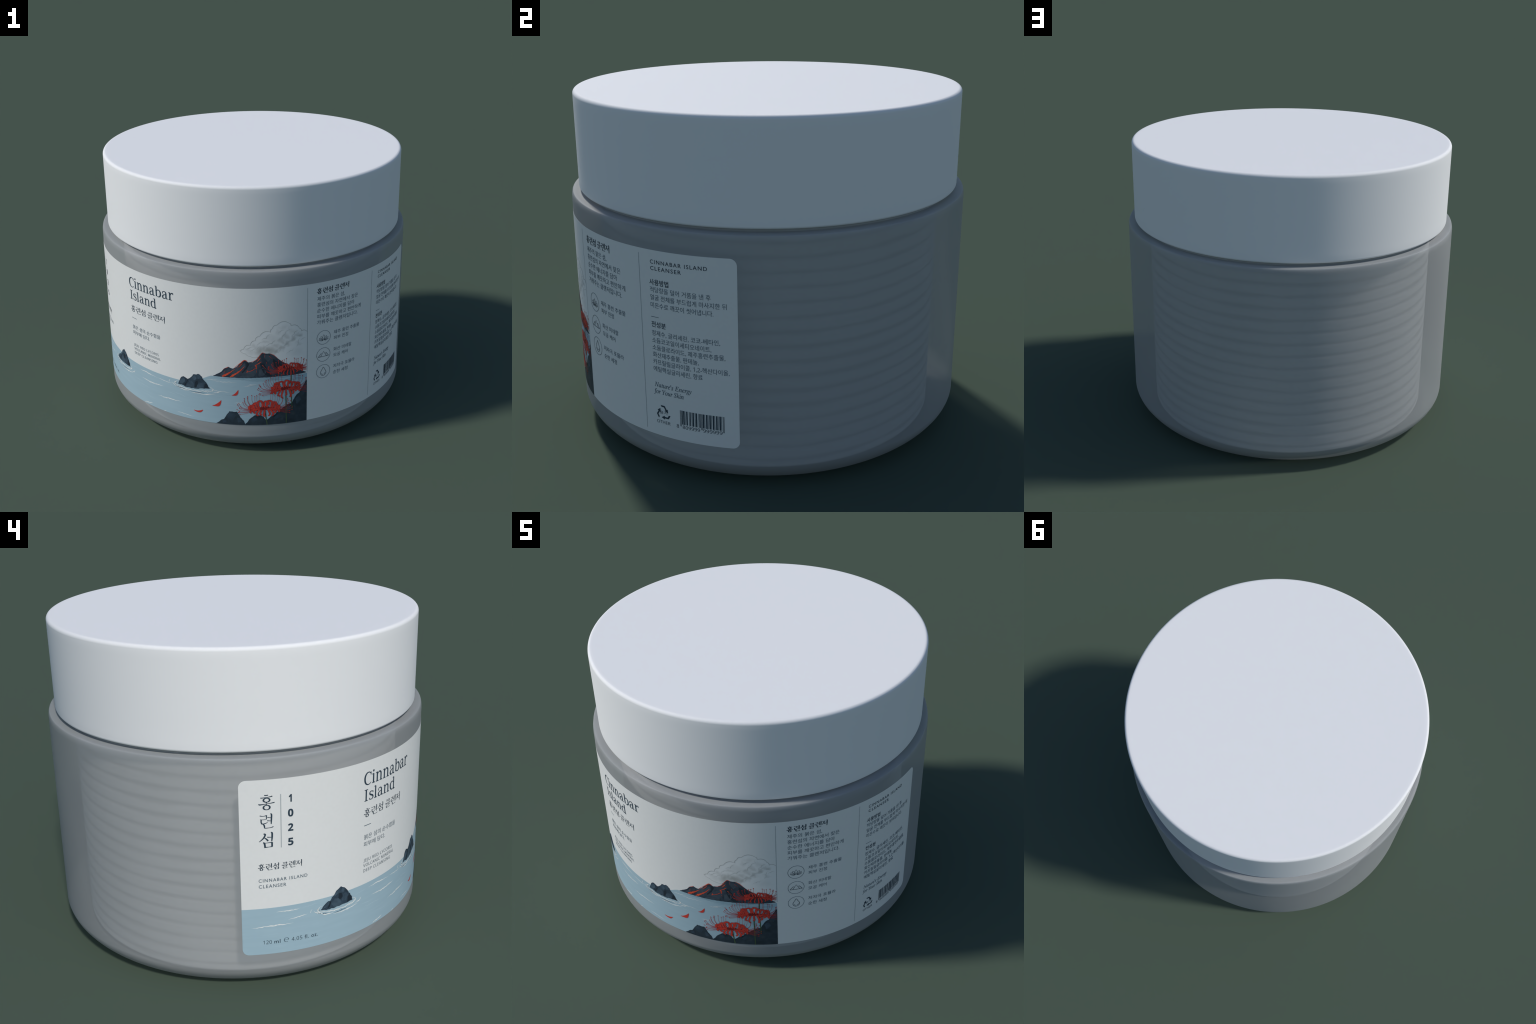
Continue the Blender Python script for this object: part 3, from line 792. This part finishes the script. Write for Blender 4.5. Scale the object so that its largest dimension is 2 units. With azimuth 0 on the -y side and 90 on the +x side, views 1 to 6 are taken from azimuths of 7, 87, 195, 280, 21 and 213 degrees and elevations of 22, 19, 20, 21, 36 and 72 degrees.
rock("sea_rock",
     [(-21.5, 0.4385), (-20.9, 0.4560), (-20.4, 0.4750), (-19.8, 0.4910), (-19.0, 0.4985), (-18.2, 0.4930), (-17.4, 0.4860), (-16.7, 0.4930), (-15.8, 0.5080), (-15.2, 0.5250), (-14.6, 0.5280),
      (-14.0, 0.5275), (-13.3, 0.5350), (-12.6, 0.5310), (-11.9, 0.5200), (-11.4, 0.5020), (-10.8, 0.4900), (-10.4, 0.4850), (-9.8, 0.4650), (-9.2, 0.4425), (-11.5, 0.4390), (-14.3, 0.4300), (-16.5, 0.4290), (-18.6, 0.4285), (-19.6, 0.4360)],
     [[(-20.6, 0.4620), (-19.4, 0.4890), (-18.6, 0.4880), (-18.4, 0.4660), (-19.6, 0.4450), (-20.8, 0.4440)], [(-15.6, 0.5080), (-14.6, 0.5220), (-13.9, 0.5020), (-14.6, 0.4860), (-16.0, 0.4880)],
      [(-17.6, 0.4680), (-16.3, 0.4840), (-15.2, 0.4660), (-14.9, 0.4400), (-16.6, 0.4320), (-18.2, 0.4330)], [(-13.6, 0.4660), (-12.8, 0.4780), (-11.6, 0.4740), (-11.3, 0.4520), (-12.8, 0.4380), (-14.0, 0.4420)], [(-13.6, 0.5280), (-12.7, 0.5260), (-12.2, 0.5060), (-13.4, 0.4980)]],
     [[(-18.0, 0.4640), (-17.4, 0.4820), (-17.0, 0.4700), (-18.0, 0.4420), (-18.9, 0.4380)], [(-14.6, 0.4760), (-13.6, 0.4880), (-13.4, 0.4700), (-14.2, 0.4380), (-14.9, 0.4380)], [(-11.0, 0.4740), (-10.2, 0.4780), (-9.4, 0.4450), (-11.2, 0.4430)]], 23)
foam_round(-51.6, 0.4040, 5.3, 0.0240, 5)
foam_round(-15.4, 0.4400, 6.2, 0.0230, 9)

# --- smoke cloud above the crater
def puffs(anchor, bulge, n=7):
    """Scalloped line: an arc bulging to the left of each chord."""
    out = []
    for (a0, z0), (a1, z1) in zip(anchor, anchor[1:]):
        dx, dz = (a1 - a0) * D2S, z1 - z0
        L = math.hypot(dx, dz)
        for k in range(n):
            t = k / n
            h = bulge * L * math.sin(PI * t) ** 0.8
            out.append(((a0 * D2S + dx * t - dz / L * h) / D2S, z0 + dz * t + dx / L * h))
    out.append(anchor[-1])
    return out
TOP = [(2.0, 0.7120), (3.0, 0.7240), (5.4, 0.7530), (7.0, 0.7820), (8.5, 0.8100), (12.2, 0.8340), (12.8, 0.8570), (14.3, 0.8770), (18.45, 0.8820), (19.0, 0.8640), (22.0, 0.8420), (22.6, 0.8210), (PIC_R - 0.1, 0.8130)]
LOW = [(9.3, 0.6900), (7.35, 0.6745), (5.2, 0.6790), (3.6, 0.6960), (2.0, 0.7120)]
top_line, low_line = puffs(TOP, 0.24), puffs(LOW, 0.12)
cloud = Print("smoke_cloud", L1, label)
cloud.fill(top_line + [(PIC_R - 0.1, 0.6000), (16.0, 0.6000), (9.3, 0.6600)] + low_line[:-1], mat_cloud)
cloud.done()
cl = Print("cloud_outline", L2, label)
cl.ribbon([(1.70, 0.7200), (2.0, 0.7130)], 0.0016, mat_cloud_line)
cl.ribbon(top_line, [0.0014 + 0.0010 * abs(math.sin(k * 0.45)) for k in range(len(top_line))], mat_cloud_line)
cl.ribbon(low_line, 0.0013, mat_cloud_line)
INNER = [[(9.0, 0.7830), (10.6, 0.7930), (12.4, 0.8200)], [(13.0, 0.6650), (15.0, 0.7000), (16.6, 0.7250), (17.2, 0.7450), (19.3, 0.7650), (20.0, 0.7850), (21.6, 0.8050), (22.4, 0.8230)],
         [(14.2, 0.7640), (16.0, 0.7830), (17.0, 0.8150), (18.6, 0.8400), (18.6, 0.8650)], [(21.2, 0.7200), (21.9, 0.7420), (21.8, 0.7640), (22.6, 0.7780)], [(7.6, 0.7500), (8.2, 0.7620), (9.4, 0.7700)],
         [(5.2, 0.7050), (6.0, 0.7200), (7.6, 0.7260), (8.6, 0.7420)], [(10.4, 0.7350), (11.2, 0.7520), (12.6, 0.7580), (13.2, 0.7720), (14.4, 0.7800)], [(14.6, 0.8180), (15.4, 0.8330), (16.6, 0.8400)],
         [(19.4, 0.7900), (20.2, 0.8080), (21.0, 0.8260), (21.6, 0.8280)], [(17.4, 0.6800), (18.4, 0.6950), (19.6, 0.7000), (20.2, 0.7120)], [(4.0, 0.7180), (4.8, 0.7320), (6.0, 0.7360)], [(22.4, 0.7560), (23.2, 0.7700), (24.4, 0.7720)]]
for g in INNER:
    ln = puffs(g, 0.22)
    cl.ribbon(ln, [0.0030 * math.sin(PI * min(max(k / (len(ln) - 1), 0.06), 0.94)) for k in range(len(ln))], mat_cloud_shade)
cl.done()
# --- volcano
VOL = [(-7.9, 0.5355), (-6.2, 0.5540), (-4.8, 0.5700), (-3.8, 0.5930), (-2.4, 0.6065), (-1.6, 0.5990), (-0.8, 0.5950), (0.4, 0.6060), (1.6, 0.6320), (3.2, 0.6540), (3.9, 0.6460), (4.6, 0.6395), (5.2, 0.6420), (5.9, 0.6400),
       (7.2, 0.6570), (8.3, 0.6850), (9.2, 0.7015), (10.0, 0.6970), (10.9, 0.6950), (12.1, 0.6940), (13.0, 0.6860), (14.2, 0.6640), (15.4, 0.6450), (16.6, 0.6290), (17.8, 0.6170), (19.4, 0.5990), (21.0, 0.5800), (22.8, 0.5620), (24.3, 0.5480), (24.5, 0.5420), (22.0, 0.5390),
       (12.0, 0.5365), (4.0, 0.5345), (-3.0, 0.5350)]
v = Print("volcano", L3, label)
v.fill(rough(VOL + VOL[:1], 0.0010, 0.008, 3)[:-1], mat_volcano)
v.done()
v = Print("volcano_slope", L4, label)
SLOPES = [[(-5.6, 0.5480), (-3.4, 0.5850), (-2.0, 0.5900), (-1.8, 0.5750), (-3.8, 0.5520), (-5.0, 0.5400)], [(1.4, 0.5380), (3.0, 0.5600), (5.6, 0.5900), (6.6, 0.5780), (7.4, 0.5600), (6.0, 0.5400)],
          [(2.0, 0.6180), (3.4, 0.6360), (3.6, 0.6100), (2.2, 0.5900), (0.8, 0.5750)], [(9.8, 0.6880), (11.4, 0.6860), (12.2, 0.6600), (11.2, 0.6400), (10.0, 0.6620)], [(8.0, 0.5900), (9.6, 0.6050), (10.6, 0.5700), (9.4, 0.5450), (8.0, 0.5450)],
          [(4.4, 0.6160), (5.6, 0.6300), (6.0, 0.6150), (5.0, 0.6000)]]
for k, s in enumerate(SLOPES):
    v.fill(rough(s + s[:1], 0.0022, 0.008, 40 + k)[:-1], mat_slope)
DARKS = [[(3.9, 0.6400), (4.8, 0.6300), (4.0, 0.5950), (2.4, 0.5650), (2.2, 0.5720), (3.6, 0.6020)], [(8.2, 0.6350), (10.0, 0.6300), (11.0, 0.5850), (12.6, 0.5480), (10.8, 0.5420), (9.4, 0.5750)],
         [(12.8, 0.6600), (15.0, 0.6280), (18.6, 0.5800), (16.0, 0.5600), (13.2, 0.5950)]]
for k, s in enumerate(DARKS):
    v.fill(rough(s + s[:1], 0.0022, 0.008, 60 + k)[:-1], mat_rock_dark)
v.done()
lava = Print("lava_stream", L5, label)
def flow(pts, widths, seed):
    r = random.Random(seed)
    sp = spline(pts, 7)
    n = len(sp) - 1
    ws = []
    for k in range(n + 1):
        f = k / n * (len(widths) - 1)
        i = min(int(f), len(widths) - 2)
        ws.append((widths[i] + (widths[i + 1] - widths[i]) * (f - i)) * r.uniform(0.55, 1.4))
    lava.ribbon([(a + r.uniform(-0.05, 0.05), z + r.uniform(-0.0008, 0.0008)) for a, z in sp], ws, mat_lava)
FLOWS = [([(-0.2, 0.5910), (-1.6, 0.5720), (-2.8, 0.5560), (-4.6, 0.5390)], [0.001, 0.006, 0.012, 0.008]), ([(3.2, 0.6120), (1.8, 0.5850), (0.2, 0.5620), (-1.8, 0.5380)], [0.001, 0.007, 0.010, 0.010]),
         ([(-4.2, 0.5870), (-2.4, 0.6055)], [0.001, 0.003]), ([(-0.6, 0.5960), (1.4, 0.6280), (3.2, 0.6525), (4.2, 0.6430)], [0.001, 0.0040, 0.0050, 0.001]), ([(0.6, 0.6000), (2.2, 0.6260)], [0.001, 0.003]),
         ([(5.2, 0.6400), (7.2, 0.6560), (9.2, 0.7000), (10.2, 0.6955)], [0.001, 0.0028, 0.0040, 0.002]), ([(12.0, 0.6930), (13.2, 0.6820), (14.4, 0.6600)], [0.002, 0.003, 0.001]), ([(15.4, 0.6440), (17.4, 0.6190)], [0.002, 0.002]),
         ([(8.7, 0.6700), (8.2, 0.6580), (7.4, 0.6420)], [0.001, 0.0060, 0.0012]), ([(9.0, 0.6450), (8.2, 0.6330), (7.2, 0.6240)], [0.001, 0.0055, 0.002]), ([(6.7, 0.6220), (7.15, 0.6130), (7.2, 0.5930)], [0.0035, 0.0095, 0.001]),
         ([(7.0, 0.6010), (5.8, 0.5860), (4.2, 0.5760), (3.8, 0.5700)], [0.001, 0.004, 0.003, 0.001]), ([(4.0, 0.5900), (4.1, 0.5800), (3.9, 0.5700)], [0.001, 0.004, 0.001]), ([(9.2, 0.6200), (9.8, 0.6060), (10.6, 0.5900)], [0.0035, 0.002, 0.0008]),
         ([(-3.6, 0.5740), (-4.0, 0.5620)], [0.003, 0.001]), ([(2.6, 0.6350), (1.8, 0.6200), (1.2, 0.6050)], [0.001, 0.0032, 0.0008]), ([(10.2, 0.6900), (10.0, 0.6700)], [0.002, 0.0006]), ([(11.6, 0.6780), (12.6, 0.6600)], [0.0016, 0.0006]),
         ([(7.2, 0.5850), (7.3, 0.5700)], [0.002, 0.0006]), ([(10.6, 0.6400), (10.8, 0.6250)], [0.002, 0.0006])]
for k, (pts, ws) in enumerate(FLOWS):
    flow(pts, ws, k)
lava.done()

# --- dark foreground shore with the lilies
shore = Print("foreground_rock", L3, label)
SHORE = [[(-7.2, Z_LO), (-6.0, 0.2250), (-5.3, 0.2380), (-4.4, 0.2440), (-3.9, 0.2600), (-3.2, 0.2800), (-2.4, 0.3020), (-1.4, 0.3010), (-0.6, 0.2985), (0.2, 0.3020), (0.8, 0.2850), (1.3, 0.2680), (1.9, 0.2540), (2.4, 0.2430), (3.0, 0.2150), (3.2, Z_LO)],
         [(2.9, Z_LO), (3.2, 0.2200), (3.9, 0.2310), (4.6, 0.2520), (5.6, 0.2660), (6.4, 0.2780), (8.2, 0.2770), (9.4, 0.2680), (10.4, 0.2420), (10.9, 0.2480), (12.0, 0.2660), (13.2, 0.2760), (14.6, 0.3000), (16.6, 0.3270), (18.0, 0.3420), (19.4, 0.3460),
          (20.0, 0.3700), (21.0, 0.3980), (22.0, 0.4100), (22.8, 0.4380), (23.4, 0.4520), (24.2, 0.4800), (PIC_R, 0.4930), (PIC_R, Z_LO)]]
for k, s in enumerate(SHORE):
    shore.fill(rough(s + s[:1], 0.0013, 0.008, 80 + k)[:-1] if k == 9 else s[:1] + rough(s[1:-1], 0.0016, 0.007, 80 + k) + s[-1:], mat_shore)
shore.done()

sf = Print("foreground_rock_face", L4, label)
for k, s in enumerate([[(-2.3, 0.2960), (-0.4, 0.2920), (-0.2, 0.2700), (-1.4, 0.2450), (-2.6, 0.2500), (-3.2, 0.2700)], [(-5.0, 0.2320), (-3.6, 0.2420), (-3.6, 0.2200), (-4.8, 0.2150)], [(0.4, 0.2600), (1.2, 0.2560), (1.8, 0.2300), (0.6, 0.2250)],
                       [(5.0, 0.2500), (6.6, 0.2680), (7.4, 0.2500), (5.6, 0.2250)], [(20.6, 0.3700), (22.0, 0.3950), (22.8, 0.3600), (21.2, 0.3350)], [(17.4, 0.3250), (19.0, 0.3350), (19.0, 0.3050), (17.6, 0.2900)], [(13.0, 0.2600), (14.6, 0.2850), (15.4, 0.2600), (13.8, 0.2400)], [(22.8, 0.4200), (24.4, 0.4650), (24.6, 0.4200), (23.4, 0.3900)]]):
    sf.fill(rough(s + s[:1], 0.0030, 0.008, 90 + k)[:-1], mat_rock)
sf.done()

def bezier(p0, p1, p2, n=12):
    return [tuple((1 - t) ** 2 * a + 2 * t * (1 - t) * b + t * t * c for a, b, c in zip(p0, p1, p2)) for t in (k / n for k in range(n + 1))]

def flower(ca, cz, ra, rz, stem, seed, far_reach=1.0, fine=1.0):
    """Spider lily: stem, long bowed stamens with anther dots, strap petals rolled back at their tips."""
    r = random.Random(seed)
    A = ra * D2S
    def place(pts):
        return [(ca + x / D2S, cz + y) for x, y in pts]
    def inside(line, ws):
        """Keep only the part left of the picture border."""
        keep = [i for i, q in enumerate(line) if q[0] < PIC_R - 0.05]
        n = len(keep) if keep == list(range(len(keep))) else 0
        return line[:n], ws[:n]
    p = Print("lily_stem", L5, label)
    st = spline(stem, 6)
    p.ribbon(st, 0.0066, mat_stem)
    p.done()
    p = Print("lily_stamen", L6, label)
    n = 17
    for side in (-1, 1):
        for k in range(n):
            t = (k + r.uniform(-0.3, 0.3)) / (n - 1)
            ang = math.radians(-24 + 104 * t)
            reach = far_reach * (1 + r.uniform(-0.10, 0.05))
            ex, ez = side * A * 1.84 * reach * math.cos(ang), rz * 1.62 * reach * math.sin(ang) + 0.004
            mx, mz = ex * (0.80 + 0.35 * t), ez * 0.28 - 0.028 + 0.020 * t
            line = bezier((ex * 0.22, 0.004), (mx, mz), (ex, ez), 14)
            lw, ww = inside(place(line), [0.0021 - 0.0009 * i / 14 for i in range(15)])
            if len(lw) > 2:
                p.ribbon(lw, ww, mat_stamen)
            if len(lw) == 15:
                p.dot(*lw[-1], r.uniform(0.0027, 0.0036), mat_stamen, 8)
    p.done(stuff=True)
    head = Print("lily_petal", L7, label)
    stack = [0.00002]
    def strap(pts, w, dark=0.45):
        w *= fine
        sp = place(spline(pts, 6))
        m = len(sp)
        d = int(m * dark)
        ws = [w * (0.50 + 0.55 * math.sin(PI * min(1, 0.10 + 0.72 * i / (m - 1)))) for i in range(m)]
        head.ribbon(sp, [v + 0.0022 * fine for v in ws], mat_petal_dark, extra=stack[0])
        head.ribbon(sp[d:], ws[d:], mat_petal, extra=stack[0] + 0.00003)
        stack[0] += 0.00005
    head.fill([(ca + A * 0.34 * math.cos(2 * PI * k / 24) * (1 + 0.12 * math.sin(5 * k)) / D2S, cz + 0.004 + rz * (0.26 if math.sin(2 * PI * k / 24) > 0 else 0.18) * math.sin(2 * PI * k / 24)) for k in range(24)], mat_petal_dark)
    for s in (-1, 1):
        for lift_, end_ in ((0.008, 0.016), (-0.003, -0.004), (-0.012, -0.020)):
            strap([(s * A * 0.1, 0), (s * A * 0.55, lift_ * 0.6), (s * A * 0.92, lift_), (s * A * 1.00, end_), (s * A * 0.92, end_ * 1.25)], 0.0085, 0.3)
    up, down = 9, 9
    for k in range(up):
        ph = math.radians(9 + 162 * (k + r.uniform(-0.2, 0.2)) / (up - 1))
        s = 1 if math.cos(ph) >= 0 else -1
        rho = rz * r.uniform(0.25, 0.33)
        g = r.uniform(0.86, 1.02)
        x, y = A * 0.84 * math.cos(ph) * g, rz * 0.68 * math.sin(ph) * g
        strap([(0.10 * x, 0.0), (0.58 * x, 0.34 * y - 0.003), (x - s * rho * 0.55, y * 0.80), (x - s * rho * 0.25, y + rho * 0.8), (x + s * rho * 0.75, y + rho * 0.75), (x + s * rho * 1.05, y), (x + s * rho * 0.7, y - rho * 0.45)], 0.0090 * r.uniform(0.88, 1.12), 0.20)
    for k in range(down):
        ph = math.radians(-10 - 160 * (k + r.uniform(-0.25, 0.25)) / (down - 1))
        s = 1 if math.cos(ph) >= 0 else -1
        rho = rz * r.uniform(0.16, 0.26)
        g = r.uniform(0.70, 1.12)
        x, y = A * 0.88 * math.cos(ph) * (0.6 + 0.4 * g), rz * 0.95 * math.sin(ph) * g
        strap([(0.10 * x, -0.002), (0.60 * x, 0.10 * y + 0.004), (x, 0.52 * y), (x + s * rho * 0.20, 0.88 * y), (x - s * rho * 0.45, y - rho * 0.2)], 0.0088 * r.uniform(0.85, 1.12), 0.18)
    head.done()

flower(18.9, 0.5820, 4.25, 0.0400, [(19.2, 0.5750), (19.15, 0.4900), (19.25, 0.4000), (19.5, 0.3050)], 3, 1.0, 0.78)
flower(17.3, 0.4480, 4.95, 0.0600, [(17.3, 0.4450), (17.35, 0.3300), (17.45, Z_LO + 0.001)], 7, 1.05)
flower(9.95, 0.3200, 5.10, 0.0620, [(9.95, 0.3150), (10.3, 0.2600), (10.7, Z_LO + 0.001)], 5, 1.0)

fall = Print("fallen_petal", L5, label)
fall.fill(spline([(-15.5, 0.2790), (-14.9, 0.2715), (-13.6, 0.2672), (-12.6, 0.2730), (-11.95, 0.2895), (-12.8, 0.2840), (-13.8, 0.2785), (-14.8, 0.2778)], 4, True), mat_fallen)
fall.fill(spline([(-8.5, 0.3300), (-7.3, 0.3285), (-6.2, 0.3300), (-5.5, 0.3430), (-5.15, 0.3735), (-5.8, 0.3620), (-6.7, 0.3480), (-7.6, 0.3370)], 4, True), mat_fallen)
fall.fill(spline([(-1.45, 0.4130), (-0.5, 0.4120), (0.2, 0.4145), (0.75, 0.4280), (0.92, 0.4520), (0.4, 0.4410), (-0.2, 0.4280), (-0.8, 0.4190)], 4, True), mat_fallen)
fall.done()
